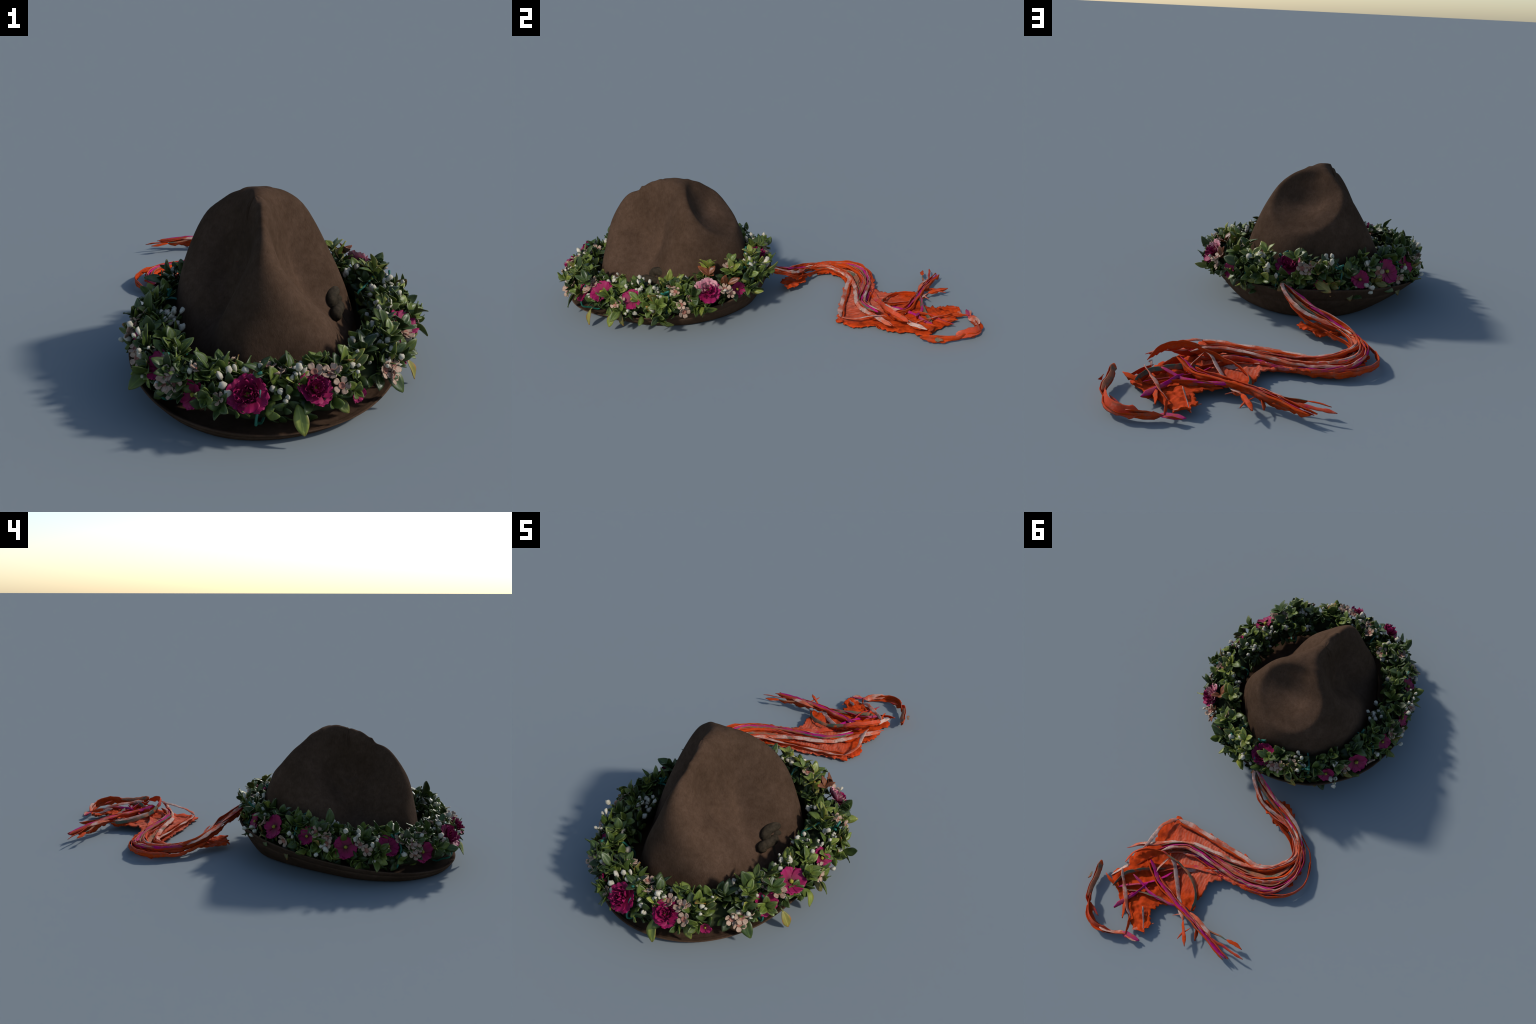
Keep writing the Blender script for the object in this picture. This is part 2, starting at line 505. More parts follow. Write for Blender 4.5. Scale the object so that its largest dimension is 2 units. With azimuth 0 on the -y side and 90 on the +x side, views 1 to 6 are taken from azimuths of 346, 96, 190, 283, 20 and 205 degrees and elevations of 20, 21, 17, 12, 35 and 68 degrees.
def build_knot():
    """Dark cord of the hat band, knotted on the east side."""
    c = Vector((0.183, -0.468, 0.174))
    out = Vector((0.95, -0.25, 0.0)).normalized()
    side = Vector((0.25, 0.95, 0.0)).normalized()
    up = Vector((0, 0, 1))

    def loop(shift, wide, high, lean, thick):
        pts = []
        for t in np.linspace(0, TAU, 33):
            p = c + shift + side * (math.cos(t) * wide) + (up * math.cos(lean) + out * math.sin(lean)) * (math.sin(t) * high)
            pts.append(p + out * (0.006 * math.sin(2 * t)))
        return tube(pts, thick, 12)
    h = Heap()
    h.add(*loop(side * 0.022 + up * 0.016, 0.037, 0.022, 0.45, 0.021))
    h.add(*loop(side * -0.022 - up * 0.010 + out * 0.012, 0.038, 0.012, 1.1, 0.020))
    h.add(*loop(out * 0.016 - up * 0.018 + side * 0.030, 0.014, 0.028, 0.2, 0.016))
    h.add(*tube([c + out * 0.02 - up * 0.02, c + out * 0.04 - up * 0.06 - side * 0.02, c + out * 0.045 - up * 0.11 - side * 0.03], 0.013, 10))
    h.build("knotted_cord", KNOT, hat)


# ------------------------------------------------------------------ wreath
WREATH_CENTRE = np.array([-0.020, -0.470])


def ring_radius(ph):
    return 0.404 + 0.03 * math.cos(2 * (ph - rad(62)))


def ring_height(ph):
    return 0.134 + 0.034 * math.sin(ph)


def wreath_axis(ph):
    r = ring_radius(ph)
    return Vector((WREATH_CENTRE[0] + r * math.cos(ph), WREATH_CENTRE[1] + r * math.sin(ph), ring_height(ph)))


def wreath_normal(ph, ps):
    """ph: azimuth round the hat; ps: angle round the tube, 0 outward, 90 up, 180 inward."""
    return Vector((math.cos(ph) * math.cos(ps), math.sin(ph) * math.cos(ps), math.sin(ps)))


def wreath_tangent(ph):
    return (wreath_axis(ph + 0.01) - wreath_axis(ph - 0.01)).normalized()


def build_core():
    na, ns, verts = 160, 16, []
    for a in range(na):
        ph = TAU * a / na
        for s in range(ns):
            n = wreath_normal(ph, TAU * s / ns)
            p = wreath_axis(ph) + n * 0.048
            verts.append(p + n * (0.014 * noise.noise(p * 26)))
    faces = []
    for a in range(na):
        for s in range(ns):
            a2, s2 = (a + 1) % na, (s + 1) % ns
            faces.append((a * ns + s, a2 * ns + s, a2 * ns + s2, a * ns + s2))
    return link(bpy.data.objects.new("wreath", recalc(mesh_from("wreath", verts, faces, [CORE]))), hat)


# ---- leaves
def leaf_geometry(length, width, curl, fold, nx=9, ny=4, thick=0.0032, point=1.15):
    top, bot = [], []
    for i in range(nx + 1):
        t = i / nx
        half = width * 0.5 * max(0.05, math.sin(math.pi * min(1, (0.04 + 0.96 * t)) ** point)) ** 0.72
        for j in range(ny + 1):
            s = 2 * j / ny - 1
            x, y = t * length, s * half
            z = fold * abs(s) * half - curl * length * t * t + 0.0012 * math.sin(9 * t + 3 * s)
            th = thick * (0.35 + 0.65 * (1 - abs(s) ** 2))
            top.append((x, y, z + th * 0.5))
            bot.append((x, y, z - th * 0.5))
    nv, n = ny + 1, (nx + 1) * (ny + 1)
    faces = grid_faces(nx + 1, nv)
    faces += [tuple(reversed([k + n for k in f])) for f in grid_faces(nx + 1, nv)]
    for i in range(nx):
        for j, flip in ((0, 0), (ny, 1)):
            q = (i * nv + j, (i + 1) * nv + j, n + (i + 1) * nv + j, n + i * nv + j)
            faces.append(q if flip else q[::-1])
    for i, flip in ((0, 1), (nx, 0)):
        for j in range(ny):
            q = (i * nv + j, i * nv + j + 1, n + i * nv + j + 1, n + i * nv + j)
            faces.append(q if flip else q[::-1])
    return top + bot, faces


LEAF_FORMS = [leaf_geometry(0.052, 0.029, 0.10, 0.35), leaf_geometry(0.046, 0.029, 0.22, 0.25), leaf_geometry(0.060, 0.028, 0.16, 0.45),
              leaf_geometry(0.043, 0.026, -0.10, 0.35), leaf_geometry(0.055, 0.031, 0.30, 0.30), leaf_geometry(0.072, 0.036, 0.12, 0.40)]
SMALL_FORMS = [leaf_geometry(0.046, 0.026, 0.12, 0.35, 6, 2), leaf_geometry(0.040, 0.023, 0.2, 0.3, 6, 2), leaf_geometry(0.050, 0.027, 0.05, 0.4, 6, 2)]
LEAF_MESHES = {k: [mesh_from("leaf", *f, [m]) for f in LEAF_FORMS] for k, m in LEAVES.items()}

# ---- mallow flowers: azimuth, tube angle, distance of the face from the tube axis, radius, kind
MALLOWS = [
    (246, 40, 0.082, 0.057, "double"), (268, 42, 0.080, 0.049, "double"), (314, 28, 0.074, 0.044, "single"),
    (330, 46, 0.078, 0.053, "single"), (353, 32, 0.078, 0.044, "single"), (34, 32, 0.092, 0.055, "faded"),
    (52, 2, 0.072, 0.036, "single"), (84, 62, 0.072, 0.051, "double"), (103, -14, 0.066, 0.042, "single"),
    (122, 12, 0.082, 0.038, "single"), (141, 26, 0.086, 0.050, "single"), (163, 30, 0.076, 0.040, "single"),
    (185, 22, 0.070, 0.046, "single"), (207, 40, 0.066, 0.046, "single"), (226, 14, 0.062, 0.043, "single"),
    (285, -6, 0.070, 0.024, "single"),
]
KEEP_CLEAR = []


def petal_geometry(length, width, cup, frill, seed, nx=9, ny=10, thick=0.0016):
    r = random.Random(seed)
    ph1, ph2 = r.uniform(0, 6), r.uniform(0, 6)
    top, bot = [], []
    for i in range(nx + 1):
        t = i / nx
        half = width * 0.5 * (0.16 + 0.84 * math.sin(min(1.0, t * 1.04) * math.pi * 0.62) ** 0.9) * (1 - 0.22 * max(0, t - 0.72) / 0.28)
        for j in range(ny + 1):
            s = 2 * j / ny - 1
            reach = 1 - 0.09 * abs(s) ** 2.2 * t + 0.035 * t * math.sin(9 * s + ph1)
            x, y = t * length * reach, s * half
            z = cup * length * (t ** 1.6 * 0.8 + 0.25 * s * s * t) + frill * length * t * t * (math.sin(6 * s + ph1) + 0.7 * math.sin(11 * s + ph2 + 4 * t)) * 0.5
            top.append((x, y, z + thick / 2))
            bot.append((x, y, z - thick / 2))
    nv, n = ny + 1, (nx + 1) * (ny + 1)
    faces = grid_faces(nx + 1, nv)
    faces += [tuple(reversed([k + n for k in f])) for f in grid_faces(nx + 1, nv)]
    for i in range(nx):
        for j, flip in ((0, 0), (ny, 1)):
            q = (i * nv + j, (i + 1) * nv + j, n + (i + 1) * nv + j, n + i * nv + j)
            faces.append(q if flip else q[::-1])
    for j in range(ny):
        q = (nx * nv + j, nx * nv + j + 1, n + nx * nv + j + 1, n + nx * nv + j)
        faces.append(q[::-1])
    return top + bot, faces


PETALS = {m.name: [mesh_from("petal", *petal_geometry(1.0, 1.25, c, 0.10, k), [m]) for k, c in enumerate((0.20, 0.28, 0.36, 0.24))] for m in (MAGENTA, FADED)}
INNER = {m.name: [mesh_from("petal", *petal_geometry(1.0, 1.0, c, 0.24, 20 + k), [m]) for k, c in enumerate((0.3, 0.5, 0.7))] for m in (MAGENTA, FADED)}


def stamen_mesh():
    bm = bmesh.new()
    bmesh.ops.create_icosphere(bm, subdivisions=3, radius=1.0)
    for v in bm.verts:
        v.co *= 1 + 0.55 * noise.noise(v.co * 3.2)
        v.co.z *= 0.9
    me = bpy.data.meshes.new("mallow_flower")
    bm.to_mesh(me)
    bm.free()
    me.materials.append(STAMEN)
    me.polygons.foreach_set("use_smooth", [True] * len(me.polygons))
    return me


STAMENS = stamen_mesh()


def build_mallows():
    for k, (az, ps, dist, R, kind) in enumerate(MALLOWS):
        ph, psr = rad(az), rad(ps)
        n = wreath_normal(ph, psr)
        face = (n * 0.95 + Vector((0, 0, 0.12)) + Vector((rng.uniform(-.16, .16), rng.uniform(-.16, .16), 0))).normalized()
        base = wreath_axis(ph) + n * (dist - 0.011)
        KEEP_CLEAR.append((base, face, R))
        M = frame_matrix(base, face, rng.uniform(0, TAU))
        centre = link(bpy.data.objects.new("mallow_flower", STAMENS), hat)
        centre_scale = 0.15 * R
        centre.matrix_basis = M @ Matrix.Translation((0, 0, 0.16 * R)) @ Matrix.Scale(centre_scale, 4)
        back = centre.matrix_basis.inverted()

        def petal(mesh, local, name="petal"):
            o = link(bpy.data.objects.new(name, mesh), centre)
            o.matrix_basis = back @ M @ local
        tone = MAGENTA.name
        count = 7
        for i in range(count):
            a = TAU * i / count + rng.uniform(-.12, .12)
            use = FADED.name if kind == "faded" and 1 <= i <= 3 else tone
            local = Matrix.Rotation(a, 4, "Z") @ Matrix.Translation((0.05 * R, 0, 0.0015 * (i % 3))) @ Matrix.Rotation(rng.uniform(-.12, .12), 4, "X") \
                @ Matrix.Rotation(rng.uniform(-.15, .1), 4, "Y") @ Matrix.Scale(R * rng.uniform(0.9, 1.06), 4)
            petal(PETALS[use][rng.randrange(4)], local)
        if kind != "single":
            for layer, (num, size, tilt) in enumerate(((7, 0.80, 0.42), (6, 0.62, 0.78), (5, 0.46, 1.05))):
                for i in range(num):
                    if layer == 2 and kind == "double" and i in (0, 1):
                        continue
                    a = TAU * (i + 0.5 * layer) / num + rng.uniform(-.2, .2)
                    use = FADED.name if kind == "faded" and math.cos(a - TAU * 2 / 7) > 0.35 else tone
                    local = Matrix.Rotation(a, 4, "Z") @ Matrix.Translation((0.04 * R, 0, 0.08 * R * layer)) @ Matrix.Rotation(-tilt * rng.uniform(.75, 1.1), 4, "Y") \
                        @ Matrix.Scale(R * size * rng.uniform(.9, 1.1), 4)
                    petal(INNER[use][rng.randrange(3)], local)


def blocks_flower(p):
    for base, face, R in KEEP_CLEAR:
        d = p - base
        h = d.dot(face)
        if h > -0.004 and h < 0.12 and (d - face * h).length < R * 0.84:
            return True
    return False


# ---- white buds and wax flowers: (azimuth, tube angle) of each cluster as it stands on the wreath
WHITE_SPOTS = [(5, 0), (7, 50), (15, 28), (28, 113), (40, 24), (45, 8), (66, 65), (67, 82), (71, 72), (73, 53), (77, 35), (95, 68), (101, 78), (102, 39), (105, 56),
               (105, 89), (107, 94), (109, 55), (124, -6), (124, 32), (128, 60), (129, 44), (130, 143), (141, 91), (156, 20), (171, 122), (174, 4), (174, 132), (175, 103),
               (175, 145), (182, 133), (188, 53), (198, 55), (199, -12), (204, 113), (205, 150), (213, 13), (216, 143), (221, 59), (223, 79), (226, 83), (228, 56),
               (228, 123), (235, 73), (236, 127), (238, 93), (240, 50), (243, 118), (247, 96), (256, 87), (257, 55), (260, 33), (263, 80), (263, 118), (264, 73), (271, 88),
               (277, 66), (277, 129), (283, 54), (289, 68), (296, 34), (300, 34), (301, 84), (301, 133), (303, 29), (304, 49), (304, 80), (305, 13), (308, 68), (311, 135),
               (318, -2), (319, 112), (323, 24), (331, 109), (333, 87), (338, 106), (340, 144), (352, -5), (352, 86), (356, 54), (356, 110), (357, 59), (359, 115)]
WAX_SPOTS = [(16, 61), (18, 46), (20, 9), (21, -14), (25, 24), (45, 8), (53, 85), (92, 63), (95, 37), (96, 50), (102, 61), (129, 28), (133, 27), (148, -15), (150, -2), (162, 34),
             (169, 45), (172, 27), (173, 50), (175, 40), (192, 31), (195, 19), (200, 66), (213, 55), (219, 11), (220, 30), (227, 71), (233, 59), (234, 25), (234, 121), (237, 26),
             (245, 62), (252, 108), (256, 84), (269, 72), (272, 32), (275, 61), (277, 34), (297, 24), (301, 23), (305, 34), (321, 42), (321, 57), (338, 16), (344, 14)]


def bud_mesh(seed):
    r = random.Random(seed)
    bm = bmesh.new()
    bmesh.ops.create_icosphere(bm, subdivisions=2, radius=0.0108)
    for v in bm.verts:
        v.co *= 1 + 0.42 * noise.noise(v.co * 150 + Vector((seed, 0, 0)))
        if v.co.z > 0:
            v.co.z *= r.uniform(1.0, 1.15)
        else:
            v.co.xy *= 1 - 0.25 * min(1, -v.co.z / 0.0108)
            v.co.z *= 1.35
    me = bpy.data.meshes.new("bud")
    bm.to_mesh(me)
    bm.free()
    me.materials.append(WHITE)
    me.polygons.foreach_set("use_smooth", [True] * len(me.polygons))
    return me


BUDS = [bud_mesh(k) for k in range(4)]


def wax_mesh(seed):
    """Five rounded waxy petals round a darker cup."""
    r = random.Random(seed)
    h, mats = Heap(), []
    for i in range(5):
        pv, pf = petal_geometry(0.020, 0.019, 0.22 + r.uniform(-.1, .2), 0.07, seed * 7 + i, 6, 6, 0.0022)
        M = Matrix.Rotation(TAU * i / 5 + r.uniform(-.1, .1), 4, "Z") @ Matrix.Translation((0.006, 0, 0)) @ Matrix.Rotation(-r.uniform(0, .5), 4, "Y")
        h.add(pv, pf, M)
        mats += [0] * len(pf)
    prof, ns = [(0.0005, -0.010), (0.006, -0.006), (0.0095, 0.001), (0.010, 0.004), (0.0082, 0.0042), (0.006, 0.001), (0.0005, 0.0)], 12
    cv = [(a * math.cos(TAU * k / ns), a * math.sin(TAU * k / ns), z) for k in range(ns) for a, z in prof]
    cf = grid_faces(ns, len(prof), True)
    h.add(cv, cf)
    for f in cf:
        mats.append(1 if f[0] % len(prof) >= 3 else 0)
    return mesh_from("wax_flower", np.vstack(h.v), h.f, [WAX_PETAL, WAX_CUP], True, mats)


WAXES = [wax_mesh(k) for k in range(4)]


def build_small_flowers(wreath, stems):
    for az, ps in WHITE_SPOTS:
        count, fine = rng.choice((0, 1, 1, 2, 3, 4, 6)), rng.uniform(0.65, 1.1)
        ph0, ps0 = rad(az), rad(ps)
        middle = wreath_axis(ph0) + wreath_normal(ph0, ps0) * rng.uniform(0.076, 0.096)
        for k in range(count):
            n = wreath_normal(ph0, ps0)
            d = (n + Vector((0, 0, 0.35)) + Vector((rng.uniform(-.6, .6), rng.uniform(-.6, .6), rng.uniform(-.2, .4)))).normalized()
            spread = 0.0 if count == 1 else 0.013 * count ** 0.4
            p = middle + Vector((rng.uniform(-1.3, 1.3), rng.uniform(-1.3, 1.3), rng.uniform(-1.0, 1.0))) * spread
            if blocks_flower(p) or inside_crown(p, 0.010):
                continue
            o = link(bpy.data.objects.new("bud", rng.choice(BUDS)), wreath)
            sc = fine * rng.uniform(0.65, 1.2)
            o.matrix_basis = frame_matrix(p, d, rng.uniform(0, TAU)) @ Matrix.Diagonal((sc * rng.uniform(.75, 1.2), sc, sc * rng.uniform(.85, 1.5), 1))
            stems.add(*tube([p - d * 0.040 - n * 0.004, p - d * 0.02, p - d * 0.004], 0.0022, 5))
    for az, ps in WAX_SPOTS:
        for k in range(rng.choice((0, 1, 1, 2))):
            ph, psr = rad(az + rng.uniform(-3, 3) * (k > 0) * 1.3), rad(ps + rng.uniform(-20, 20) * (k > 0))
            n = wreath_normal(ph, psr)
            d = (n + Vector((rng.uniform(-.45, .45), rng.uniform(-.45, .45), rng.uniform(-.2, .4)))).normalized()
            p = wreath_axis(ph) + n * rng.uniform(0.082, 0.098)
            if blocks_flower(p) or inside_crown(p, 0.015):
                continue
            o = link(bpy.data.objects.new("wax_flower", rng.choice(WAXES)), wreath)
            o.matrix_basis = frame_matrix(p, d, rng.uniform(0, TAU), rng.uniform(0.8, 1.2))
            stems.add(*tube([p - d * 0.035, p - d * 0.02, p - d * 0.008], 0.003, 5))


def bad_spot(p):
    """True where a leaf tip would stab the crown, sink into the brim or hide a flower."""
    if inside_crown(p, 0.006) or blocks_flower(p):
        return True
    dx, dy = p.x - BRIM_CENTRE[0], p.y - BRIM_CENTRE[1]
    ph, r = math.atan2(dy, dx), math.hypot(dx, dy)
    if p.z < 0.006:
        return True
    rs, rr = fourier(SOLE, ph), fourier(RIM, ph)
    front = max(0.0, math.cos(ph - rad(272)))                 # in front the lip of the brim is left bare
    if front > 0.45 and p.z < 0.10 and r > rr - 0.038 * front:
        return True
    if r < rs * 0.95:
        return p.z < brim_floor(ph) + 0.008
    if r < rr + 0.006:
        z = fourier(RISE, ph) * max(0, (r - rs) / (rr - rs)) ** 1.25
        return p.z < max(brim_floor(ph), z) + 0.008
    return False


# where sprigs stand farthest out of the wreath: azimuth, width in degrees, extra length
TUFTS = [(308, 12, 0.052), (330, 8, 0.025), (8, 9, 0.060), (48, 12, 0.055), (70, 10, 0.03), (100, 8, 0.02), (132, 9, 0.045),
         (160, 9, 0.012), (236, 8, 0.034), (207, 7, 0.020), (286, 7, 0.020), (345, 8, 0.030), (28, 8, 0.040)]


def build_leaves(wreath, stems):
    shown, joined, joined_dark = [], Heap(), Heap()
    N = 215
    for k in range(N):
        ph = rad(360 * (k * 0.618034 % 1.0) + rng.uniform(-1, 1))
        u = rng.random()
        ps = rad(-52 + 192 * u ** 0.95)
        n, t = wreath_normal(ph, ps), wreath_tangent(ph)
        flow = rng.choice((-1, 1, 1)) * rng.uniform(0.10, 0.9)
        clump = 0.5 + 0.5 * noise.noise(Vector((math.cos(ph) * 2.6, math.sin(ph) * 2.6, ps * 0.9)))      # tufts and gaps
        tuft = max(math.exp(-((math.degrees(ph) % 360 - az) / wd) ** 2) * amp for az, wd, amp in TUFTS)
        lift = rng.uniform(0.0, 0.65) if ps < rad(95) else rng.uniform(0.2, 0.8)
        d = (n * rng.uniform(0.5, 1.0) + t * flow + Vector((0, 0, lift))).normalized()
        start = wreath_axis(ph) + n * 0.040
        reach = rng.uniform(0.014, 0.040) + 0.045 * max(0, clump - 0.38) + tuft * rng.uniform(0.0, 1.0) ** 1.5
        if ps > rad(90):                                         # on the crown side: close to the felt in front, low at the back
            near = max(0.0, math.cos(ph - rad(245)))
            if rng.random() > 0.55 + 0.45 * near:
                continue
            reach *= 0.35 + 0.75 * near
        tone = rng.choices(("dark", "mid", "light", "red"), (0.44, 0.32, 0.17, 0.07))[0]
        tip = start + d * reach
        if bad_spot(tip):
            continue
        stems.add(*tube([start, start + d * reach * 0.5, tip], 0.0026, 5))
        side = d.cross(n)
        side = side.normalized() if side.length > 0.1 else t
        other = d.cross(side)
        m = rng.choice((6, 7, 8, 9)) + int(reach > 0.075) * 2
        for i in range(m):
            f = 0.30 + 0.70 * (i + 0.5) / m
            a = (i * 2.4) + rng.uniform(-.4, .4)
            out = side * math.cos(a) + other * math.sin(a)
            spread = rng.uniform(0.6, 1.3) if i < m - 2 else rng.uniform(0.1, 0.5)
            x = (d + out * spread).normalized()
            org = start + d * reach * min(1, f)
            sc = rng.uniform(0.72, 1.25)
            M = x_frame(org, x, d + n * 0.6, rng.uniform(-.5, .5), sc)
            form = rng.choices(range(6), (4, 4, 3, 3, 3, 1))[0]
            end = M @ Vector((LEAF_FORMS[form][0][-1][0] * 0.95, 0, 0))
            mid = M @ Vector((LEAF_FORMS[form][0][-1][0] * 0.5, 0, 0))
            if bad_spot(end) or bad_spot(mid):
                continue
            out_by = (end - wreath_axis(ph)).dot(n)
            own = rng.random() < 0.8
            shown.append((out_by + 0.02 * rng.random(), M, form, tone if own else rng.choice(("dark", "mid", "light"))))
    # single leaves that stand proud in the target: azimuth, tube angle, distance, size, tone, heading (tangent, up)
    for az, ps, dist, sc, tone, tg, up in [
        (38, 92, 0.115, 1.2, "light", -.3, .9), (36, 96, 0.105, 1.0, "red", .7, .5), (37, 84, 0.10, 0.9, "mid", -.8, .3),
        (43, 44, 0.105, 0.9, "rust", .5, .6),
        (10, 20, 0.10, 1.15, "mid", .3, .2), (8, 30, 0.10, 1.05, "red", -.3, .1), (12, 12, 0.09, 1.1, "mid", .8, -.1),
        (300, 45, 0.092, 1.35, "dark", .4, .1), (304, 40, 0.092, 1.4, "dark", -.8, .1), (302, 20, 0.085, 1.3, "dark", .1, -.7), (297, 20, 0.085, 1.2, "dark", -.5, -.5),
        (262, 10, 0.085, 1.2, "light", .1, -.8), (276, 4, 0.08, 1.1, "light", .4, -.6), (255, 70, 0.09, 1.25, "mid", -.2, .9),
        (345, -22, 0.10, 1.0, "red", .3, -.7), (340, -26, 0.10, 1.0, "light", -.3, -.7), (322, -25, 0.11, 1.0, "red", .1, -.8),
        (115, -10, 0.10, 1.2, "red", .1, -.7), (150, -20, 0.09, 1.2, "red", .2, -.7), (60, -10, 0.085, 1.1, "light", .6, -.4),
        (70, 0, 0.085, 1.1, "light", -.6, -.2), (88, 10, 0.085, 1.2, "red", -.5, -.4), (98, 8, 0.085, 1.2, "red", .6, -.3),
    ]:
        ph, psr = rad(az), rad(ps)
        n, t = wreath_normal(ph, psr), wreath_tangent(ph)
        d = (n * 0.55 + t * tg + Vector((0, 0, up))).normalized()
        shown.append((9.0, x_frame(wreath_axis(ph) + n * (dist - 0.03), d, n, rng.uniform(-.3, .3), sc), rng.choice((0, 2, 5)), tone))
        stems.add(*tube([wreath_axis(ph) + n * 0.045, wreath_axis(ph) + n * (dist - 0.03)], 0.003, 5))
    # rosettes on stems that break the outline: azimuth, tube angle, distance from the tube axis, leaves, tone, size
    for az, ps, dist, count, tone, size in [
        (9, 12, 0.125, 7, "mid", 1.0), (5, -8, 0.10, 4, "red", 0.9), (357, 30, 0.10, 5, "mid", 0.9), (330, 18, 0.095, 5, "dark", 0.9), (313, 24, 0.115, 6, "mid", 1.0),
        (304, 40, 0.13, 6, "dark", 0.95), (38, 74, 0.135, 3, "rust", 1.1), (46, 34, 0.115, 2, "rust", 1.0), (132, -4, 0.105, 4, "red", 1.0), (106, -8, 0.10, 4, "red", 0.95),
        (238, 12, 0.11, 5, "dark", 1.0), (41, 100, 0.15, 5, "light", 1.1), (64, 60, 0.115, 6, "light", 1.0), (92, 20, 0.09, 5, "light", 0.95), (285, 62, 0.105, 5, "mid", 1.0),
        (145, 78, 0.105, 5, "dark", 0.95), (172, 62, 0.105, 5, "dark", 1.0), (202, 24, 0.10, 5, "mid", 0.9), (222, 48, 0.105, 5, "mid", 0.95), (262, 70, 0.10, 5, "light", 0.9),
        (20, 86, 0.115, 6, "light", 0.95), (345, 72, 0.10, 6, "mid", 0.95), (322, 80, 0.10, 5, "mid", 0.9), (295, 84, 0.115, 5, "dark", 1.0), (306, 64, 0.15, 6, "mid", 1.0), (318, 58, 0.14, 6, "dark", 1.0), (312, 84, 0.15, 5, "mid", 0.9), (88, 66, 0.135, 5, "mid", 1.0), (72, 74, 0.14, 5, "light", 0.95),
        (100, 44, 0.115, 4, "red", 0.9), (250, 84, 0.13, 5, "dark", 1.0), (272, 100, 0.12, 5, "mid", 0.95), (232, 110, 0.115, 5, "dark", 0.95), (212, 105, 0.11, 5, "mid", 0.9), (56, 88, 0.14, 5, "mid", 0.9),
    ]:
        ph, psr = rad(az), rad(ps)
        n, t = wreath_normal(ph, psr), wreath_tangent(ph)
        d = (n + t * rng.uniform(-.35, .35) + Vector((0, 0, 0.25))).normalized()
        base = wreath_axis(ph) + n * (dist - 0.032)
        stems.add(*tube([wreath_axis(ph) + n * 0.035, base - d * 0.02, base], 0.0028, 5))
        u = d.cross(t).normalized()
        for i in range(count):
            a = i * 2.4 + rng.uniform(-.3, .3)
            x = d * rng.uniform(0.55, 1.1) + (t * math.cos(a) + u * math.sin(a)) * rng.uniform(0.5, 0.95)
            M = x_frame(base - d * 0.006 * (i % 3), x, d, rng.uniform(-.4, .4), size * rng.uniform(.8, 1.1))
            shown.append((8.0, M, rng.choice((0, 1, 2, 4)), tone))
    shown.sort(key=lambda s: -s[0])
    for _, M, form, tone in shown[:300]:
        o = link(bpy.data.objects.new("leaf", LEAF_MESHES[tone][form]), wreath)
        o.matrix_basis = M
    for _, M, form, tone in shown[300:]:
        (joined_dark if tone == "dark" else joined).add(*LEAF_FORMS[form], M)
    # small leaves lying close on the bundle close the gaps
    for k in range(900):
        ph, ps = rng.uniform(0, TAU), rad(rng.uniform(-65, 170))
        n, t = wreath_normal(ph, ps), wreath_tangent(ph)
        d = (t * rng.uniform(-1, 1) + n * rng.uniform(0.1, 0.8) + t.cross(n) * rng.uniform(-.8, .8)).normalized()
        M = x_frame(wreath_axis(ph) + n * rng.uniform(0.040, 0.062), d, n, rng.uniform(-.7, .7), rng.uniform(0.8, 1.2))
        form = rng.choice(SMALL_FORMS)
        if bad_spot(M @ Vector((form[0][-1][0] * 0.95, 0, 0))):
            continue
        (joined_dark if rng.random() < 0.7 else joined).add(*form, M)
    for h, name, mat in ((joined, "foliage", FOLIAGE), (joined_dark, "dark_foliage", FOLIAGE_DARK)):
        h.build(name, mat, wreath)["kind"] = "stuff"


def build_ties(wreath):
    h = Heap()
    for az in (13, 63, 80, 111, 154, 212, 249, 312):
        ph = rad(az)
        t = wreath_tangent(ph)
        pts = []
        for a in np.linspace(0, TAU, 40):
            p = wreath_axis(ph) + wreath_normal(ph, a) * (0.070 + 0.006 * math.sin(5 * a + az)) + t * (0.008 * math.sin(2 * a))
            pts.append(p)
        h.add(*tube(pts, 0.0042, 7))
        n = wreath_normal(ph, rad(rng.uniform(40, 110)))
        p = wreath_axis(ph) + n * 0.075
        h.add(*tube([p, p + n * 0.012 + t * 0.006, p + n * 0.022 - t * 0.006, p + n * 0.034 + t * 0.012], 0.0045, 7))
        h.add(*tube([p, p + n * 0.010 - t * 0.014, p + n * 0.020 - t * 0.024], 0.0045, 7))
    h.build("wire_tie", TEAL, wreath)


